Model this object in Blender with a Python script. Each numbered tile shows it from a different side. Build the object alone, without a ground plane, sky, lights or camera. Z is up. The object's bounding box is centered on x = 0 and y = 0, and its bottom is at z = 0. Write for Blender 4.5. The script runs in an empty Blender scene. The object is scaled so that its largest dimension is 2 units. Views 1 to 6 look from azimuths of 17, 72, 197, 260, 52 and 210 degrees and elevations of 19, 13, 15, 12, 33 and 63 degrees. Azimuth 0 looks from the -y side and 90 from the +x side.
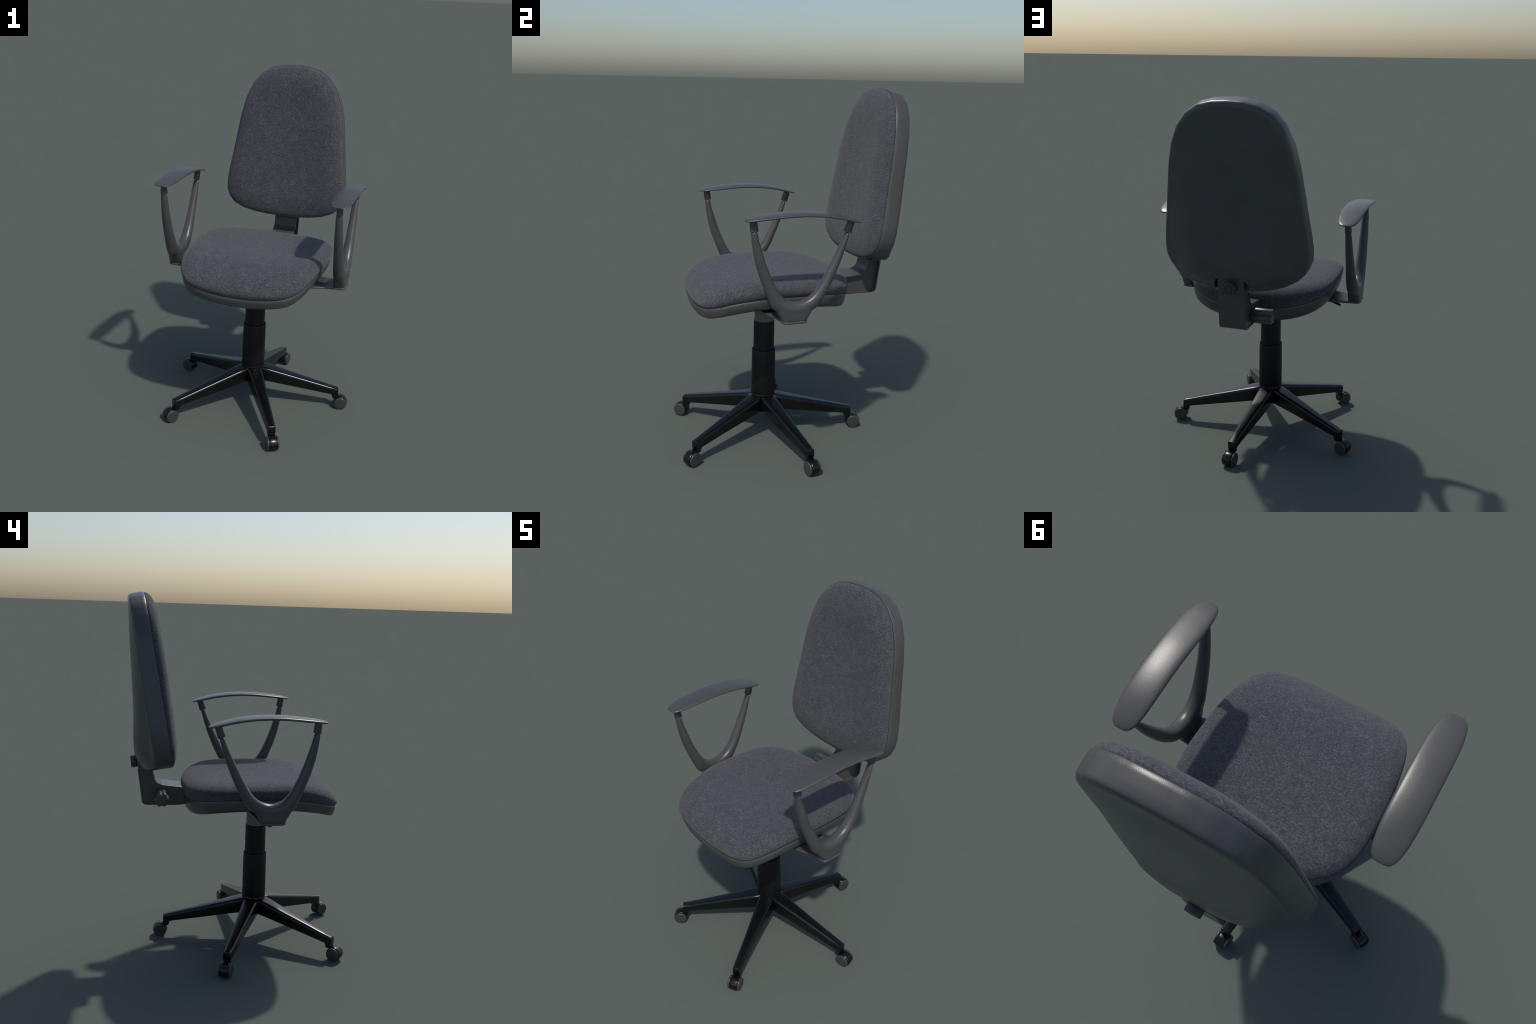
# Swivel office chair: five-star base on casters, gas column, upholstered seat and
# backrest in plastic shells, V-shaped armrests.  Everything is built procedurally.
import bpy, bmesh, math
from mathutils import Vector, Matrix

AX, AY = -0.010, -0.101          # swivel axis of the column
CX = -0.010                      # symmetry plane of the upper part


# ----------------------------------------------------------------- helpers
def interp(x, pts):
    if x <= pts[0][0]:
        return pts[0][1]
    for (x0, y0), (x1, y1) in zip(pts, pts[1:]):
        if x <= x1:
            return y0 + (y1 - y0) * (x - x0) / (x1 - x0)
    return pts[-1][1]


def smooth_interp(x, pts):
    if x <= pts[0][0]:
        return pts[0][1]
    n = len(pts)
    for i in range(n - 1):
        x0, y0 = pts[i]
        x1, y1 = pts[i + 1]
        if x <= x1:
            t = (x - x0) / (x1 - x0)
            xa, ya = pts[max(i - 1, 0)]
            xb, yb = pts[min(i + 2, n - 1)]
            m0 = (y1 - ya) / (x1 - xa)
            m1 = (yb - y0) / (xb - x0)
            h = x1 - x0
            return ((2*t**3 - 3*t**2 + 1)*y0 + (t**3 - 2*t**2 + t)*h*m0
                    + (-2*t**3 + 3*t**2)*y1 + (t**3 - t**2)*h*m1)
    return pts[-1][1]


def catmull(pts, n, closed=False):
    out = []
    m = len(pts)
    segs = m if closed else m - 1
    P = [Vector(p) for p in pts]
    for i in range(segs):
        if closed:
            a, b, c, d = P[(i-1) % m], P[i], P[(i+1) % m], P[(i+2) % m]
        else:
            a, b, c, d = P[max(i-1, 0)], P[i], P[i+1], P[min(i+2, m-1)]
        for k in range(n):
            t = k / n
            out.append(0.5*((2*b) + (c-a)*t + (2*a-5*b+4*c-d)*t*t + (3*b-a-3*c+d)*t**3))
    if not closed:
        out.append(P[-1])
    return out


def polyline(pts, n):
    P = [Vector(p) for p in pts]
    out = []
    for a, b in zip(P, P[1:]):
        for k in range(n):
            out.append(a.lerp(b, k / n))
    out.append(P[-1])
    return out


def finish(bm, sharp=35, doubles=0.0003):
    if doubles:
        bmesh.ops.remove_doubles(bm, verts=bm.verts, dist=doubles)
        bmesh.ops.dissolve_degenerate(bm, edges=bm.edges, dist=1e-5)
    bmesh.ops.recalc_face_normals(bm, faces=bm.faces)
    lim = math.radians(sharp)
    for f in bm.faces:
        f.smooth = True
    for e in bm.edges:
        if len(e.link_faces) == 2 and e.calc_face_angle(0) > lim:
            e.smooth = False


def to_object(bm, name, mat, parent=None, sharp=35, doubles=0.0003):
    finish(bm, sharp, doubles)
    me = bpy.data.meshes.new(name)
    bm.to_mesh(me)
    bm.free()
    me.materials.append(mat)
    ob = bpy.data.objects.new(name, me)
    bpy.context.scene.collection.objects.link(ob)
    ob.parent = parent
    return ob


def bake_modifiers(ob, sharp=35):
    dg = bpy.context.evaluated_depsgraph_get()
    me = bpy.data.meshes.new_from_object(ob.evaluated_get(dg))
    mats = [m for m in ob.data.materials]
    ob.modifiers.clear()
    bm = bmesh.new()
    bm.from_mesh(me)
    finish(bm, sharp, 0)
    bm.to_mesh(me)
    bm.free()
    me.materials.clear()
    for m in mats:
        me.materials.append(m)
    ob.data = me


def loft(bm, rings, closed_ring=True, cap=False):
    rows = [[bm.verts.new(p) for p in r] for r in rings]
    n = len(rows[0])
    for a, b in zip(rows, rows[1:]):
        for i in range(n if closed_ring else n - 1):
            j = (i + 1) % n
            bm.faces.new((a[i], a[j], b[j], b[i]))
    if cap:
        bm.faces.new(rows[0])
        bm.faces.new(rows[-1])
    return rows


def revolve(bm, profile, n=48, centre=(0, 0, 0), axis='z'):
    """profile: list of (radius, height); closed at both ends when radius is 0."""
    rings = []
    for r, h in profile:
        ring = []
        for k in range(n):
            a = 2 * math.pi * k / n
            c, s = r * math.cos(a), r * math.sin(a)
            p = {'z': (c, s, h), 'x': (h, c, s), 'y': (s, h, c)}[axis]
            ring.append(Vector(p) + Vector(centre))
        rings.append(ring)
    loft(bm, rings)


def prism(bm, outline, a, b, place):
    """Extrude a flat outline (list of 2D points) between a and b; place(u, v, w) -> point."""
    loft(bm, [[place(u, v, a) for u, v in outline], [place(u, v, b) for u, v in outline]], cap=True)


def empty(name, parent=None, loc=(0, 0, 0)):
    ob = bpy.data.objects.new(name, None)
    ob.empty_display_size = 0.1
    ob.location = loc
    bpy.context.scene.collection.objects.link(ob)
    ob.parent = parent
    return ob


def round_corners(pts, r, n=5):
    """Fillet every corner of a closed 2D polygon; r is a number or a list."""
    out = []
    m = len(pts)
    for i, p in enumerate(pts):
        rr = r[i] if isinstance(r, (list, tuple)) else r
        P = Vector(p)
        A = Vector(pts[i-1])
        B = Vector(pts[(i+1) % m])
        if rr <= 0:
            out.append(P)
            continue
        da, db = (A-P), (B-P)
        la = min(rr, da.length*0.49)
        lb = min(rr, db.length*0.49)
        a = P + da.normalized()*la
        b = P + db.normalized()*lb
        for k in range(n+1):
            t = k/n
            out.append(a*(1-t)**2 + P*2*t*(1-t) + b*t*t)
    return out


# ----------------------------------------------------------------- materials
def new_mat(name):
    m = bpy.data.materials.new(name)
    m.use_nodes = True
    nt = m.node_tree
    return m, nt, nt.nodes['Principled BSDF']


def plastic(name, col, rough, grain=0.0, grain_scale=600.0, var=0.06, spec=0.5):
    m, nt, b = new_mat(name)
    N, L = nt.nodes, nt.links
    tc = N.new('ShaderNodeTexCoord')
    no = N.new('ShaderNodeTexNoise')
    no.inputs['Scale'].default_value = 7.0
    no.inputs['Detail'].default_value = 5.0
    L.new(tc.outputs['Object'], no.inputs['Vector'])
    cr = N.new('ShaderNodeValToRGB')
    cr.color_ramp.elements[0].position = 0.3
    cr.color_ramp.elements[1].position = 0.7
    cr.color_ramp.elements[0].color = tuple(c*(1-var) for c in col) + (1,)
    cr.color_ramp.elements[1].color = tuple(c*(1+var) for c in col) + (1,)
    L.new(no.outputs['Fac'], cr.inputs['Fac'])
    L.new(cr.outputs['Color'], b.inputs['Base Color'])
    b.inputs['Roughness'].default_value = rough
    b.inputs['Specular IOR Level'].default_value = spec
    if grain > 0:
        vo = N.new('ShaderNodeTexNoise')
        vo.inputs['Scale'].default_value = grain_scale
        vo.inputs['Detail'].default_value = 2.0
        L.new(tc.outputs['Object'], vo.inputs['Vector'])
        bu = N.new('ShaderNodeBump')
        bu.inputs['Strength'].default_value = grain
        bu.inputs['Distance'].default_value = 0.001
        L.new(vo.outputs['Fac'], bu.inputs['Height'])
        L.new(bu.outputs['Normal'], b.inputs['Normal'])
    return m


def fabric(name, stretch):
    """Mottled woollen weave: dark blue-grey ground with pale fibre flecks."""
    m, nt, b = new_mat(name)
    N, L = nt.nodes, nt.links
    tc = N.new('ShaderNodeTexCoord')

    def noise(scale, stretch_vec, detail, rough=0.6):
        mp = N.new('ShaderNodeMapping')
        mp.inputs['Scale'].default_value = stretch_vec
        L.new(tc.outputs['Object'], mp.inputs['Vector'])
        t = N.new('ShaderNodeTexNoise')
        t.inputs['Scale'].default_value = scale
        t.inputs['Detail'].default_value = detail
        t.inputs['Roughness'].default_value = rough
        L.new(mp.outputs['Vector'], t.inputs['Vector'])
        return t

    fleck = noise(140.0, stretch, 4.0, 0.72)
    fine = noise(380.0, stretch, 2.0)
    cloud = noise(22.0, (1, 1, 1), 3.0)
    mix = N.new('ShaderNodeMix')
    mix.data_type = 'FLOAT'
    mix.inputs['Factor'].default_value = 0.40
    L.new(fleck.outputs['Fac'], mix.inputs['A'])
    L.new(fine.outputs['Fac'], mix.inputs['B'])
    add = N.new('ShaderNodeMath')
    add.operation = 'MULTIPLY_ADD'
    add.inputs[1].default_value = 0.12
    L.new(cloud.outputs['Fac'], add.inputs[0])
    L.new(mix.outputs['Result'], add.inputs[2])
    cr = N.new('ShaderNodeValToRGB')
    e = cr.color_ramp.elements
    e[0].position = 0.42
    e[0].color = (0.029, 0.031, 0.038, 1)
    e[1].position = 0.72
    e[1].color = (0.134, 0.139, 0.157, 1)
    k = e.new(0.56)
    k.color = (0.053, 0.0560, 0.0655, 1)
    L.new(add.outputs['Value'], cr.inputs['Fac'])
    L.new(cr.outputs['Color'], b.inputs['Base Color'])
    b.inputs['Roughness'].default_value = 0.95
    b.inputs['Specular IOR Level'].default_value = 0.15
    b.inputs['Sheen Weight'].default_value = 0.13
    b.inputs['Sheen Roughness'].default_value = 0.65
    bu = N.new('ShaderNodeBump')
    bu.inputs['Strength'].default_value = 0.55
    bu.inputs['Distance'].default_value = 0.004
    L.new(mix.outputs['Result'], bu.inputs['Height'])
    L.new(bu.outputs['Normal'], b.inputs['Normal'])
    return m


GREY = plastic('grey_plastic', (0.072, 0.071, 0.071), 0.33, grain=0.30, grain_scale=420)
DARKGREY = plastic('dark_grey_plastic', (0.045, 0.045, 0.047), 0.45, grain=0.15)
BLACK = plastic('black_enamel', (0.004, 0.0045, 0.0045), 0.27, var=0.2)
TUBE = plastic('black_tube', (0.006, 0.007, 0.0065), 0.5, var=0.2, spec=0.3)
CAP = plastic('wheel_grey_plastic', (0.047, 0.046, 0.047), 0.36, grain=0.1)
BOSS = plastic('metal_grey_paint', (0.16, 0.165, 0.16), 0.5)
WOOL_SEAT = fabric('wool_fabric_seat', (0.70, 1.2, 1.0))
WOOL_BACK = fabric('wool_fabric_back', (0.70, 1.0, 1.2))

chair = empty('office_chair')
chair['label'] = 'grey fabric swivel office chair with armrests and five casters'
chair['category'] = 'office chair'


# ----------------------------------------------------------------- star base
def build_base():
    hub = empty('star_base', chair, (AX, AY, 0))
    base_angle = math.radians(11.9)

    # one leg, pointing along +x of its own frame, from the hub to the caster socket
    bm = bmesh.new()
    rings = []
    # (rho, half width, z bottom, z top)
    stations = [(0.012, 0.009, 0.165, 0.252), (0.062, 0.045, 0.163, 0.250), (0.11, 0.0425, 0.157, 0.240),
                (0.20, 0.037, 0.142, 0.2165), (0.30, 0.032, 0.126, 0.191), (0.40, 0.0275, 0.110, 0.1655),
                (0.48, 0.0245, 0.097, 0.145), (0.528, 0.022, 0.089, 0.133)]
    for rho, w, zb, zt in stations:
        b = min(0.018, w*0.65)
        sec = round_corners([(-w*1.04, zb), (w*1.04, zb), (w, zt), (-w, zt)], [0.004, 0.004, b, b], 5)
        rings.append([Vector((rho, u, v)) for u, v in sec])
    # rounded outer end
    for k, (dr, sc, dz) in enumerate([(0.004, 0.97, 0.001), (0.0068, 0.90, 0.004), (0.0080, 0.80, 0.009)]):
        w, zb, zt = 0.022*sc, 0.089 + 0.001*k, 0.133 - dz
        b = 0.008
        sec = round_corners([(-w*1.04, zb), (w*1.04, zb), (w, zt), (-w, zt)], [0.004, 0.004, b, b], 5)
        rings.append([Vector((0.528 + dr, u, v)) for u, v in sec])
    loft(bm, rings, cap=True)
    # foot that drops from the end of the leg to carry the caster
    foot = []
    for z, r0, r1, w in [(0.112, 0.470, 0.5355, 0.0205), (0.099, 0.484, 0.5355, 0.0207), (0.092, 0.494, 0.5355, 0.0208),
                         (0.086, 0.499, 0.5352, 0.0208), (0.071, 0.501, 0.535, 0.0205), (0.067, 0.503, 0.533, 0.019)]:
        sec = round_corners([(r0, -w), (r1, -w), (r1, w), (r0, w)], 0.008, 4)
        foot.append([Vector((u, v, z)) for u, v in sec])
    loft(bm, foot, cap=True)
    leg = to_object(bm, 'leg', BLACK, hub, sharp=40)
    leg_mesh = leg.data

    # caster, in the frame of its leg: wheels turn about the tangential axis
    rho, zc, R = 0.553, 0.0385, 0.0385
    bm = bmesh.new()
    hw, ro = 0.0215, 0.0415
    arc = []
    a0, a1 = math.radians(-38), math.radians(188)     # from the low outer side over the top
    n = 30
    outer = [(rho + ro*math.cos(a0+(a1-a0)*k/n), zc + ro*math.sin(a0+(a1-a0)*k/n)) for k in range(n+1)]
    inner = [(rho + 0.030*math.cos(a0+(a1-a0)*k/n), zc + 0.030*math.sin(a0+(a1-a0)*k/n)) for k in range(n+1)]
    rings = []
    for (oy, oz), (iy, iz) in zip(outer, inner):
        d = Vector((oy-rho, 0, oz-zc)).normalized()
        O, I = Vector((oy, 0, oz)), Vector((iy, 0, iz))
        rings.append([I + Vector((0, -hw, 0)), O - d*0.003 + Vector((0, -hw, 0)), O - d*0.0008 + Vector((0, -hw+0.0025, 0)),
                      O + Vector((0, -hw+0.006, 0)), O + Vector((0, hw-0.006, 0)),
                      O - d*0.0008 + Vector((0, hw-0.0025, 0)), O - d*0.003 + Vector((0, hw, 0)), I + Vector((0, hw, 0))])
    loft(bm, rings, cap=True)
    revolve(bm, [(0, 0.066), (0.0135, 0.066), (0.0135, 0.086), (0, 0.086)], 24, (0.519, 0, 0))
    hood = to_object(bm, 'caster', BLACK, hub, sharp=40)

    bm = bmesh.new()
    for s in (-1, 1):
        revolve(bm, [(0, s*0.006), (0.031, s*0.006), (0.0335, s*0.008), (0.0335, s*0.0255), (0.031, s*0.0265), (0, s*0.0265)],
                40, (rho, 0, zc), 'y')
    revolve(bm, [(0, -0.012), (0.008, -0.012), (0.008, 0.012), (0, 0.012)], 16, (rho, 0, zc), 'y')
    tyre = to_object(bm, 'tyre', BLACK, hood, sharp=40)
    bm = bmesh.new()
    for s in (-1, 1):
        revolve(bm, [(0, s*0.0242), (0.0372, s*0.0242), (0.0385, s*0.0255), (0.0383, s*0.0295), (0.0370, s*0.0323),
                     (0.0345, s*0.0339), (0.031, s*0.0343), (0, s*0.0342)], 44, (rho, 0, zc), 'y')
    capo = to_object(bm, 'wheel_cap', CAP, hood, sharp=50)

    for i in range(5):
        rot = base_angle + i*2*math.pi/5
        if i == 0:
            l, h = leg, hood
        else:
            l, h = leg.copy(), hood.copy()
            t, c = tyre.copy(), capo.copy()
            for o in (l, h, t, c):
                bpy.context.scene.collection.objects.link(o)
            t.parent = h
            c.parent = h
        l.rotation_euler = (0, 0, rot)
        h.rotation_euler = (0, 0, rot)

    # hub collar below the sleeve
    bm = bmesh.new()
    revolve(bm, [(0, 0.160), (0.050, 0.160), (0.054, 0.168), (0.056, 0.232), (0.0665, 0.243), (0.0695, 0.250), (0.0695, 0.2595), (0.0685, 0.2615), (0.060, 0.2615), (0, 0.2615)], 64)
    to_object(bm, 'hub', BLACK, hub, sharp=40)

    # gas column: outer sleeve, inner sleeve, grey boss
    col = empty('column', chair, (AX, AY, 0))
    bm = bmesh.new()
    revolve(bm, [(0, 0.262), (0.060, 0.262), (0.0665, 0.2635), (0.0685, 0.268), (0.0680, 0.40), (0.0672, 0.521), (0.0660, 0.5255),
                 (0.0640, 0.527), (0.0622, 0.5255), (0.0612, 0.515), (0, 0.515)], 64)
    to_object(bm, 'outer_sleeve', TUBE, col, sharp=50)
    bm = bmesh.new()
    revolve(bm, [(0, 0.50), (0.0595, 0.50), (0.0590, 0.692), (0.0578, 0.696), (0.056, 0.697), (0.055, 0.692), (0, 0.692)], 64)
    to_object(bm, 'inner_sleeve', TUBE, col, sharp=50)
    bm = bmesh.new()
    revolve(bm, [(0, 0.685), (0.0545, 0.685), (0.0555, 0.80), (0.060, 0.86), (0, 0.86)], 64)
    to_object(bm, 'boss', BOSS, col, sharp=50)


# ----------------------------------------------------------------- seat
# half outline of the seam: x, y, z of the seam
SEAT_HALF = [(0.0, -0.515, 0.841), (0.10, -0.514, 0.845), (0.20, -0.507, 0.857), (0.276, -0.486, 0.871),
             (0.324, -0.442, 0.889), (0.354, -0.372, 0.909), (0.374, -0.28, 0.926), (0.386, -0.18, 0.935),
             (0.391, -0.05, 0.938), (0.389, 0.06, 0.938), (0.374, 0.150, 0.933), (0.338, 0.218, 0.922),
             (0.272, 0.268, 0.906), (0.200, 0.298, 0.895), (0.10, 0.314, 0.888), (0.0, 0.318, 0.886)]
SEAT_TOP = [(-0.56, 0.900), (-0.53, 0.918), (-0.46, 0.960), (-0.37, 0.997), (-0.28, 1.013), (-0.18, 1.017),
            (0.0, 1.017), (0.10, 1.015), (0.20, 1.010), (0.33, 0.998)]


def mirrored(half):
    """Closed loop from a half outline running from one pole to the other at x = 0."""
    return half + [Vector((-p.x, *p[1:])) for p in reversed(half[1:-1])]


def loop_normals(loop):
    n = len(loop)
    out = []
    for i in range(n):
        a, b = loop[i-1], loop[(i+1) % n]
        t = Vector((b[0]-a[0], b[1]-a[1])).normalized()
        out.append(Vector((t.y, -t.x)))
    return out


def build_seat():
    half = catmull(SEAT_HALF, 4)
    half[0].x = half[-1].x = 0
    loop = mirrored(half)
    nor = loop_normals(loop)

    def spine(p):
        return Vector((0.0, max(-0.25, min(0.06, p.y))))

    # cushion -----------------------------------------------------------
    rings = []

    def ring_side(off, frac):
        r = []
        for p, n in zip(loop, nor):
            q = Vector((p.x, p.y)) + n*off
            T = smooth_interp(q.y, SEAT_TOP)
            z = p.z + (T - p.z)*frac
            r.append(Vector((CX + q.x, q.y, z)))
        return r

    def ring_top(off, t):
        r = []
        for p, n in zip(loop, nor):
            q = Vector((p.x, p.y)) + n*off
            d = (q - spine(p)).length
            q = q.lerp(spine(p), t)
            inset = -off + t*d
            T = smooth_interp(q.y, SEAT_TOP)
            f = smooth_interp(inset, [(0.024, 0.915), (0.05, 0.968), (0.08, 0.990), (0.115, 1.0), (0.5, 1.0)])
            u = max(0.0, 1 - (q.x/0.30)**2) * max(0.0, 1 - ((q.y + 0.02)/0.33)**2)
            r.append(Vector((CX + q.x, q.y, p.z + (T - p.z)*f - 0.014*u)))
        return r

    for off, f in [(-0.010, -0.10), (-0.003, -0.04), (0.002, 0.03), (0.010, 0.15), (0.0150, 0.30), (0.0165, 0.43), (0.0145, 0.57),
                   (0.008, 0.69), (-0.005, 0.81)]:
        rings.append(ring_side(off, f))
    for t in [0.0, 0.04, 0.09, 0.15, 0.23, 0.33, 0.45, 0.58, 0.72, 0.86, 1.0]:
        rings.append(ring_top(-0.024, t))
    under = []
    for t in (1.0, 0.5, 0.0):
        under.append([Vector((CX + (Vector((p.x, p.y)) + n*-0.014).lerp(spine(p), t).x,
                              (Vector((p.x, p.y)) + n*-0.014).lerp(spine(p), t).y, p.z - 0.014)) for p, n in zip(loop, nor)])
    bm = bmesh.new()
    loft(bm, under + rings)
    seat = to_object(bm, 'seat', WOOL_SEAT, chair, sharp=80)

    # plastic pan under it -------------------------------------------------
    def deep(p):
        return interp(p.y, [(-0.56, 0.80), (-0.35, 0.92), (-0.1, 1.0), (0.2, 1.15), (0.35, 1.25)])
    rings = []
    for off, dz, flat in [(-0.012, -0.010, 0), (-0.004, -0.003, 0), (0.001, 0.001, 0), (0.0045, 0.001, 0), (0.007, -0.003, 0), (0.007, -0.012, 0),
                          (0.003, -0.034, 0), (-0.003, -0.050, 0), (-0.012, -0.0585, 0), (-0.024, -0.0625, 0), (-0.045, -0.064, 0)]:
        crisp = lambda p: interp(p.y, [(-0.50, 0.35), (-0.2, 0.8), (0.1, 1.0)]) if off < -0.005 and dz < -0.02 else 1
        rings.append([Vector((CX + p.x + n.x*off*crisp(p), p.y + n.y*off*crisp(p),
                              p.z + dz*(deep(p) if dz < -0.013 else 1))) for p, n in zip(loop, nor)])
    for t in (0.3, 0.65, 1.0):
        r = []
        for p, n in zip(loop, nor):
            q = (Vector((p.x, p.y)) + n*-0.045).lerp(spine(p), t)
            z0 = p.z - 0.064*deep(p)
            r.append(Vector((CX + q.x, q.y, z0*(1-t) + 0.850*t)))
        rings.append(r)
    top = []
    for t in (1.0, 0.5):
        r = []
        for p, n in zip(loop, nor):
            q = (Vector((p.x, p.y)) + n*-0.012).lerp(spine(p), t)
            r.append(Vector((CX + q.x, q.y, p.z - 0.016)))
        top.append(r)
    bm = bmesh.new()
    loft(bm, top + rings)
    to_object(bm, 'seat_shell', GREY, chair, sharp=55)


# ----------------------------------------------------------------- backrest
BACK_HALF = [(0.0, 1.073), (0.10, 1.075), (0.18, 1.082), (0.26, 1.097), (0.322, 1.124), (0.358, 1.160),
             (0.377, 1.205), (0.380, 1.260), (0.373, 1.33), (0.349, 1.50), (0.325, 1.68), (0.301, 1.787),
             (0.265, 1.874), (0.215, 1.935), (0.150, 1.974), (0.08, 1.991), (0.0, 1.995)]
BACK_N = Vector((0, 1, -0.166)).normalized()


def back_point(x, z, d):
    y = 0.412 + 0.166*(z - 1.18)
    return Vector((CX + x, y, z)) + BACK_N*d


def build_backrest():
    # the outline keeps the slight facets of the moulding: straight runs between corners
    corners = mirrored([Vector(p) for p in BACK_HALF])
    cn = loop_normals(corners)
    loop, nor = [], []
    for k in range(len(corners)):
        a, b = corners[k], corners[(k+1) % len(corners)]
        na, nb = cn[k], cn[(k+1) % len(corners)]
        for j in range(3):
            loop.append(a.lerp(b, j/3))
            nor.append(na.lerp(nb, j/3).normalized())

    def spine(p):
        return Vector((0.0, max(1.32, min(1.70, p.y))))

    def ring(off, t, depth):
        r = []
        for p, n in zip(loop, nor):
            q = (p + n*off).lerp(spine(p), t)
            r.append(back_point(q.x, q.y, depth(q, p)))
        return r

    # cushion: bulging pad, slightly hollow along the middle -----------------
    H = [(1.07, 0.30), (1.10, 0.42), (1.15, 0.56), (1.20, 0.66), (1.35, 0.84), (1.5, 0.95), (1.7, 1.06), (1.85, 1.06), (2.0, 0.95)]
    BULGE = [(0.0025, 0.004), (0.003, 0.012), (0.008, 0.022), (0.017, 0.031), (0.026, 0.0365), (0.045, 0.0445), (0.070, 0.0515),
             (0.10, 0.0565), (0.14, 0.059), (0.5, 0.059)]
    rings = []
    for off, d in [(-0.012, 0.006), (-0.005, 0.003), (-0.0005, -0.004), (-0.002, -0.012), (-0.008, -0.022), (-0.013, -0.0275), (-0.0195, -0.033)]:
        rings.append(ring(off, 0, lambda q, p, d=d: d*interp(q.y, H) if d < 0 else d))
    for t in (0.0, 0.025, 0.06, 0.11, 0.17, 0.24, 0.33, 0.44, 0.56, 0.70, 0.85, 1.0):
        def dep(q, p, t=t):
            inset = 0.026 + t*(p - spine(p)).length
            w = max(0.0, 1 - (q.x/0.29)**2)**1.4
            hollow = 0.023*w*max(0.0, min(1.0, (q.y-1.10)/0.25))*max(0.0, min(1.0, (1.97-q.y)/0.25))
            return -smooth_interp(inset, BULGE)*interp(q.y, H) + hollow
        rings.append(ring(-0.026, t, dep))
    back = [ring(-0.012, t, lambda q, p: 0.012) for t in (1.0, 0.5)]
    bm = bmesh.new()
    loft(bm, back + rings)
    rest = to_object(bm, 'backrest', WOOL_BACK, chair, sharp=80)

    # shell ---------------------------------------------------------------
    D = [(1.03, 0.188), (1.10, 0.194), (1.23, 0.186), (1.35, 0.165), (1.5, 0.145), (1.75, 0.117), (1.9, 0.101), (2.0, 0.089)]

    # the deep belly narrows towards the lower corners
    CAP = [(0.0, 0.192), (0.10, 0.188), (0.18, 0.175), (0.26, 0.153), (0.322, 0.129), (0.36, 0.110), (0.40, 0.10)]

    def belly(q):
        d = smooth_interp(q.y, D)
        k = max(0.0, min(1.0, (q.y - 1.14)/0.34))
        k = k*k*(3 - 2*k)
        return d*k + min(d, smooth_interp(abs(q.x), CAP) + 0.002)*(1 - k)

    def wall(p):
        e = 0.081 + 0.007*max(0.0, min(1.0, (1.7-p.y)/0.3))
        low = max(0.0, min(1.0, (1.30-p.y)/0.22))
        low = low*low*(3 - 2*low)
        return e + low*max(0.0, smooth_interp(abs(p.x), CAP) - 0.024 - e)
    rings = []
    for off, f in [(-0.012, 0.007), (-0.004, 0.004), (-0.0015, -0.0005), (0.0025, -0.0005), (0.0050, 0.003)]:
        rings.append(ring(off, 0, lambda q, p, f=f: f))
    for off, f in [(0.0050, 0.25), (0.0042, 0.55), (0.003, 0.85)]:
        rings.append(ring(off, 0, lambda q, p, f=f: wall(p)*f))
    for off, a in [(0.000, 0.0), (-0.005, 0.0055), (-0.013, 0.0095), (-0.025, 0.0125)]:
        rings.append(ring(off, 0, lambda q, p, a=a: wall(p)*0.95 + a))
    for t in (0.02, 0.05, 0.09, 0.14, 0.20, 0.28, 0.37, 0.48, 0.60, 0.74, 0.87, 1.0):
        r = []
        for p, n in zip(loop, nor):
            q = (p + n*-0.025).lerp(spine(p), t)
            w0 = wall(p)*0.95 + 0.0125
            reach = 0.31 + (0.10 - 0.31)*max(0.0, -n.y)**1.5
            g = 1 - (1 - min(1.0, t*(p - spine(p)).length/reach))**2.9
            r.append(back_point(q.x, q.y, w0*(1 - g) + belly(q)*g))
        rings.append(r)
    front = [ring(-0.012, t, lambda q, p: 0.016) for t in (1.0, 0.5)]
    bm = bmesh.new()
    loft(bm, front + rings)
    shell = to_object(bm, 'backrest_shell', GREY, chair, sharp=50)

    # arched pocket that the bracket enters
    bm = bmesh.new()
    arch = round_corners([(-0.094, 0.95), (0.092, 0.95), (0.090, 1.119), (-0.092, 1.119)], [0, 0, 0.050, 0.050], 10)
    prism(bm, arch, 0.535, 0.80, lambda u, v, w: Vector((CX + u, w, v)))
    cut = to_object(bm, 'pocket_cutter', GREY)
    md = shell.modifiers.new('pocket', 'BOOLEAN')
    md.operation = 'DIFFERENCE'
    md.solver = 'EXACT'
    md.object = cut
    bake_modifiers(shell, 50)
    bpy.data.objects.remove(cut, do_unlink=True)


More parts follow.
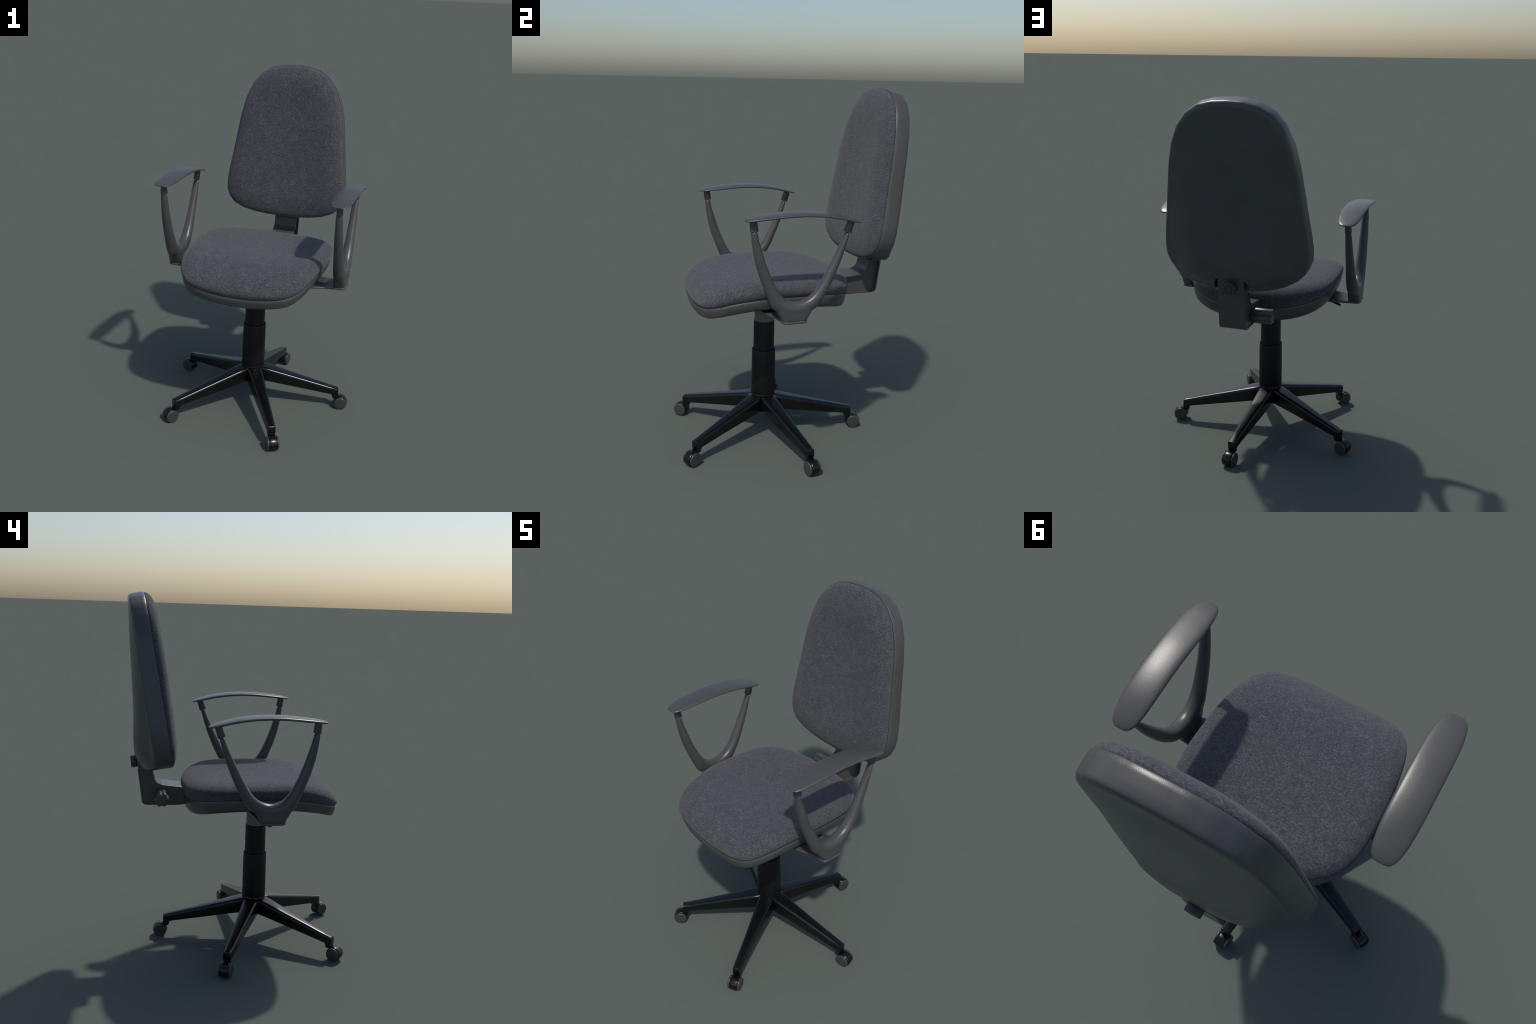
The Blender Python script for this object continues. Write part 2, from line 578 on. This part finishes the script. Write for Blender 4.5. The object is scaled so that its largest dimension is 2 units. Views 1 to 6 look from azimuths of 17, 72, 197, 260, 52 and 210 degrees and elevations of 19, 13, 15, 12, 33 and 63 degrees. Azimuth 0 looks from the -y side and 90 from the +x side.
# ----------------------------------------------------------------- backrest bracket, knobs, lever
def build_bracket():
    side = lambda u, v, w: Vector((CX + w, u, v))
    prof = [(0.24, 0.850), (0.540, 0.8375), (0.5585, 0.855), (0.580, 1.034), (0.584, 1.045), (0.505, 1.10),
            (0.493, 1.03), (0.478, 0.962), (0.452, 0.9455), (0.24, 0.928)]
    rad = [0, 0.022, 0.02, 0, 0, 0, 0.02, 0.035, 0.03, 0]
    body = round_corners([(0.24, 0.850), (0.36, 0.8345), (0.556, 0.8375), (0.5805, 1.034), (0.498, 1.034),
                          (0.484, 0.957), (0.24, 0.928)], [0, 0.02, 0.028, 0, 0, 0.05, 0], 8)
    bm = bmesh.new()
    prism(bm, body, -0.072, 0.072, side)
    ob = to_object(bm, 'bracket', GREY, chair, sharp=30)
    md = ob.modifiers.new('edge', 'BEVEL')
    md.width = 0.003
    md.segments = 2
    md.limit_method = 'ANGLE'
    md.angle_limit = math.radians(40)
    bake_modifiers(ob, 30)
    # recess the side webs, leaving a lip round the edge
    c = Vector((0.46, 0.90))
    inner = round_corners([(0.22, 0.858), (0.36, 0.8425), (0.548, 0.8455), (0.5705, 1.026), (0.506, 1.026),
                           (0.492, 0.949), (0.22, 0.919)], [0, 0.02, 0.024, 0.006, 0.006, 0.05, 0], 8)
    for s, d in ((1, 0.022), (-1, 0.004)):
        bm = bmesh.new()
        a, b = sorted((s*(0.072-d), s*0.09))
        prism(bm, inner, a, b, side)
        cut = to_object(bm, 'recess_cutter', DARKGREY)
        md = ob.modifiers.new('recess', 'BOOLEAN')
        md.operation = 'DIFFERENCE'
        md.solver = 'EXACT'
        md.object = cut
        bake_modifiers(ob, 30)
        bpy.data.objects.remove(cut, do_unlink=True)

    # upright plate inside the pocket of the backrest
    bm = bmesh.new()
    plate = [(0.498, 1.033), (0.577, 1.033), (0.5875, 1.1215), (0.510, 1.1215)]
    prism(bm, plate, -0.069, 0.067, side)
    up = to_object(bm, 'bracket_plate', GREY, ob, sharp=30)
    md = up.modifiers.new('edge', 'BEVEL')
    md.width = 0.002
    md.segments = 2
    bake_modifiers(up, 30)

    # round clamping knob at the back
    bm = bmesh.new()
    revolve(bm, [(0, -0.045), (0.026, -0.045), (0.026, -0.020), (0.0325, -0.018), (0.0335, -0.015), (0.0335, 0.012), (0.0315, 0.0150),
                 (0.0205, 0.0155), (0.0198, 0.0125), (0.0178, 0.0125), (0.0171, 0.0155), (0, 0.0160)], 40, (0, 0, 0), 'y')
    k = to_object(bm, 'clamp_knob', DARKGREY, chair, sharp=35)
    k.location = (-0.013, 0.603, 1.073)
    k.rotation_euler = (math.radians(-6), 0, 0)

    # lobed tilt handle on the side of the bracket
    bm = bmesh.new()
    n = 96

    def lobe(r, h):
        ring = []
        for i in range(n):
            a = 2*math.pi*i/n
            c = 0.5 + 0.5*math.cos(6*a)
            rr = r*(0.78 + 0.22*c**0.6)
            ring.append(Vector((h, rr*math.cos(a), rr*math.sin(a))))
        return ring

    def disc(r, h):
        return [Vector((h, r*math.cos(2*math.pi*i/n), r*math.sin(2*math.pi*i/n))) for i in range(n)]
    rings = [disc(0.0005, 0.06), disc(0.020, 0.06), disc(0.020, 0.012), lobe(0.037, 0.010), lobe(0.0405, 0.004), lobe(0.0405, -0.094), lobe(0.0385, -0.0985),
             lobe(0.034, -0.100), disc(0.0225, -0.101), disc(0.0215, -0.0985), disc(0.0195, -0.0985), disc(0.0185, -0.1015), disc(0.0005, -0.102)]
    loft(bm, rings, cap=True)
    h = to_object(bm, 'tilt_handle', GREY, chair, sharp=30, doubles=0)
    h.location = (-0.092, 0.452, 0.892)

    # mechanism plate hidden beneath the seat and its height lever
    bm = bmesh.new()
    prism(bm, round_corners([(-0.10, -0.22), (0.10, -0.22), (0.10, 0.26), (-0.10, 0.26)], 0.02), 0.805, 0.868,
          lambda u, v, w: Vector((CX + u, v, w)))
    mech = to_object(bm, 'seat_mechanism', DARKGREY, chair, sharp=30)
    bm = bmesh.new()
    rings = []
    path = [(-0.06, -0.105, 0.835, 0.006, 0.006), (-0.20, -0.105, 0.832, 0.006, 0.006), (-0.33, -0.105, 0.829, 0.006, 0.006),
            (-0.365, -0.105, 0.824, 0.008, 0.006), (-0.395, -0.105, 0.816, 0.012, 0.0065), (-0.418, -0.105, 0.808, 0.014, 0.0065),
            (-0.427, -0.105, 0.805, 0.011, 0.005), (-0.430, -0.105, 0.804, 0.005, 0.002)]
    for x, y, z, a, b in path:
        rings.append([Vector((x, y + a*math.cos(t*math.pi/8), z + b*math.sin(t*math.pi/8))) for t in range(16)])
    loft(bm, rings, cap=True)
    to_object(bm, 'height_lever', BLACK, chair, sharp=50)


# ----------------------------------------------------------------- armrests
ARM_IN = [(-0.302, 1.324), (-0.291, 1.273), (-0.271, 1.21), (-0.248, 1.141), (-0.219, 1.072), (-0.184, 1.007), (-0.148, 0.970),
          (-0.103, 0.9535), (-0.060, 0.957), (-0.013, 0.982), (0.030, 1.036), (0.062, 1.095), (0.089, 1.148), (0.117, 1.205),
          (0.141, 1.257), (0.159, 1.298)]
ARM_OUT = [(-0.335, 1.321), (-0.331, 1.279), (-0.319, 1.202), (-0.300, 1.127), (-0.273, 1.052), (-0.243, 0.978), (-0.206, 0.911),
           (-0.103, 0.872), (0.006, 0.908), (0.058, 0.972), (0.091, 1.031), (0.119, 1.095), (0.144, 1.158), (0.162, 1.214),
           (0.174, 1.257), (0.185, 1.294)]
ARM_TH = [0.0155, 0.0165, 0.0185, 0.0205, 0.0225, 0.0245, 0.0265, 0.0275, 0.0265, 0.0245, 0.0220, 0.0195, 0.0180, 0.0165, 0.0155, 0.0150]
PAD_Z = [(-0.38, 1.376), (-0.359, 1.381), (-0.307, 1.3905), (-0.202, 1.402), (-0.099, 1.408), (0.003, 1.404), (0.103, 1.390),
         (0.198, 1.365), (0.243, 1.348), (0.26, 1.341)]


def build_armrest(sign):
    x0 = CX + sign*0.503
    # V-shaped frame: swept lens section between the inner and outer edge curves
    I = catmull([(a, b, 0) for a, b in ARM_IN], 4)
    O = catmull([(a, b, 0) for a, b in ARM_OUT], 4)
    T = [t.x for t in catmull([(t, 0, 0) for t in ARM_TH], 4)]
    bm = bmesh.new()
    rings = []
    m = 20
    for a, b, t in zip(I, O, T):
        c = (a + b)*0.5
        h = (b - a)*0.5
        ring = []
        for k in range(m):
            q = 2*math.pi*k/m
            ring.append(Vector((1.33*t*math.copysign(abs(math.sin(q))**0.85, math.sin(q)), c.x + h.x*math.cos(q), c.y + h.y*math.cos(q))))
        rings.append(ring)
    loft(bm, rings, cap=True)
    # foot flaring down to the flange
    foot = []
    for z, ya, yb, w in [(0.935, -0.170, -0.035, 0.025), (0.915, -0.196, -0.010, 0.033), (0.895, -0.189, -0.016, 0.0345), (0.875, -0.176, -0.028, 0.035),
                         (0.862, -0.169, -0.036, 0.035), (0.850, -0.166, -0.040, 0.035)]:
        sec = round_corners([(-w, ya), (w, ya), (w, yb), (-w, yb)], 0.022, 6)
        foot.append([Vector((u, v, z)) for u, v in sec])
    loft(bm, foot, cap=True)
    frame = to_object(bm, 'armrest', GREY, chair, sharp=180)
    md = frame.modifiers.new('fuse', 'REMESH')
    md.mode = 'VOXEL'
    md.voxel_size = 0.004
    md = frame.modifiers.new('soften', 'SMOOTH')
    md.factor = 0.5
    md.iterations = 45
    bake_modifiers(frame, 180)
    frame.location = (x0, 0, 0)

    # flange: thick plate under the foot running inwards below the seat
    bm = bmesh.new()
    fl = round_corners([(0.0385, -0.168), (0.0385, -0.037), (-0.125, -0.022), (-0.28, 0.00), (-0.28, -0.235), (-0.125, -0.205), (-0.045, -0.172)],
                       [0.03, 0.03, 0.03, 0, 0, 0.03, 0.03], 6)
    prism(bm, fl, 0.8435, 0.8565, lambda u, v, w: Vector((u*sign, v, w)))
    pl = to_object(bm, 'flange', GREY, frame, sharp=40)
    md = pl.modifiers.new('edge', 'BEVEL')
    md.width = 0.005
    md.segments = 3
    md.limit_method = 'ANGLE'
    md.angle_limit = math.radians(50)
    bake_modifiers(pl, 40)

    # sockets that join the frame to the pad
    for top, bot in (((-0.3225, 1.373), (-0.3165, 1.320)), ((0.189, 1.351), (0.171, 1.297))):
        bm = bmesh.new()
        A, B = Vector((0, *top)), Vector((0, *bot))
        d = (B - A).normalized()
        side = Vector((1, 0, 0))
        other = d.cross(side)
        rings = []
        for s, ra, rb in [(0.0, 0.0165, 0.0185), (0.5, 0.0170, 0.0193), (0.96, 0.0178, 0.0205), (1.0, 0.0170, 0.0198), (1.0, 0.010, 0.010)]:
            P = A.lerp(B, s)
            ring = []
            for k in range(32):
                q = 2*math.pi*k/32
                cx, cy = math.cos(q), math.sin(q)
                cx = math.copysign(abs(cx)**0.75, cx)
                cy = math.copysign(abs(cy)**0.75, cy)
                ring.append(P + side*(ra*cx) + other*(rb*cy))
            rings.append(ring)
        loft(bm, rings, cap=True)
        to_object(bm, 'socket', GREY, frame, sharp=40)

    # pad: thin arched rest with rounded ends and a crowned top
    bm = bmesh.new()
    y0, y1, hw = -0.369, 0.238, 0.064
    yc, hl = (y0+y1)/2, (y1-y0)/2
    n = 96
    e = 2/3.7

    def outline(off):
        r = []
        for k in range(n):
            q = 2*math.pi*k/n
            c, s = math.cos(q), math.sin(q)
            u = math.copysign(abs(c)**e, c)*(hl + off)
            v = math.copysign(abs(s)**e, s)*(hw + off)
            r.append((v, yc + u))
        return r

    def padring(off, t, dz):
        r = []
        for x, y in outline(off):
            px, py = x*(1-t), yc + (y-yc)*(1 - t*0.25) if t < 1 else yc + (y-yc)*0.75
            r.append(Vector((px, py, smooth_interp(py, PAD_Z) - 0.005*(px/hw)**2 + dz*(1 - 0.4*abs((py-yc)/hl)**6))))
        return r
    rings = [padring(-0.012, t, -0.012) for t in (1.0, 0.5, 0.0)]
    rings += [padring(-0.004, 0, -0.0115), padring(-0.0008, 0, -0.0085), padring(0, 0, -0.0055), padring(-0.0008, 0, -0.0025),
              padring(-0.004, 0, 0.0), padring(-0.010, 0, 0.001)]
    rings += [padring(-0.012, t, 0.0015) for t in (0.12, 0.3, 0.5, 0.75, 1.0)]
    loft(bm, rings)
    to_object(bm, 'arm_pad', GREY, frame, sharp=60)


build_base()
build_seat()
build_backrest()
build_bracket()
for s in (1, -1):
    build_armrest(s)
bpy.context.view_layer.update()
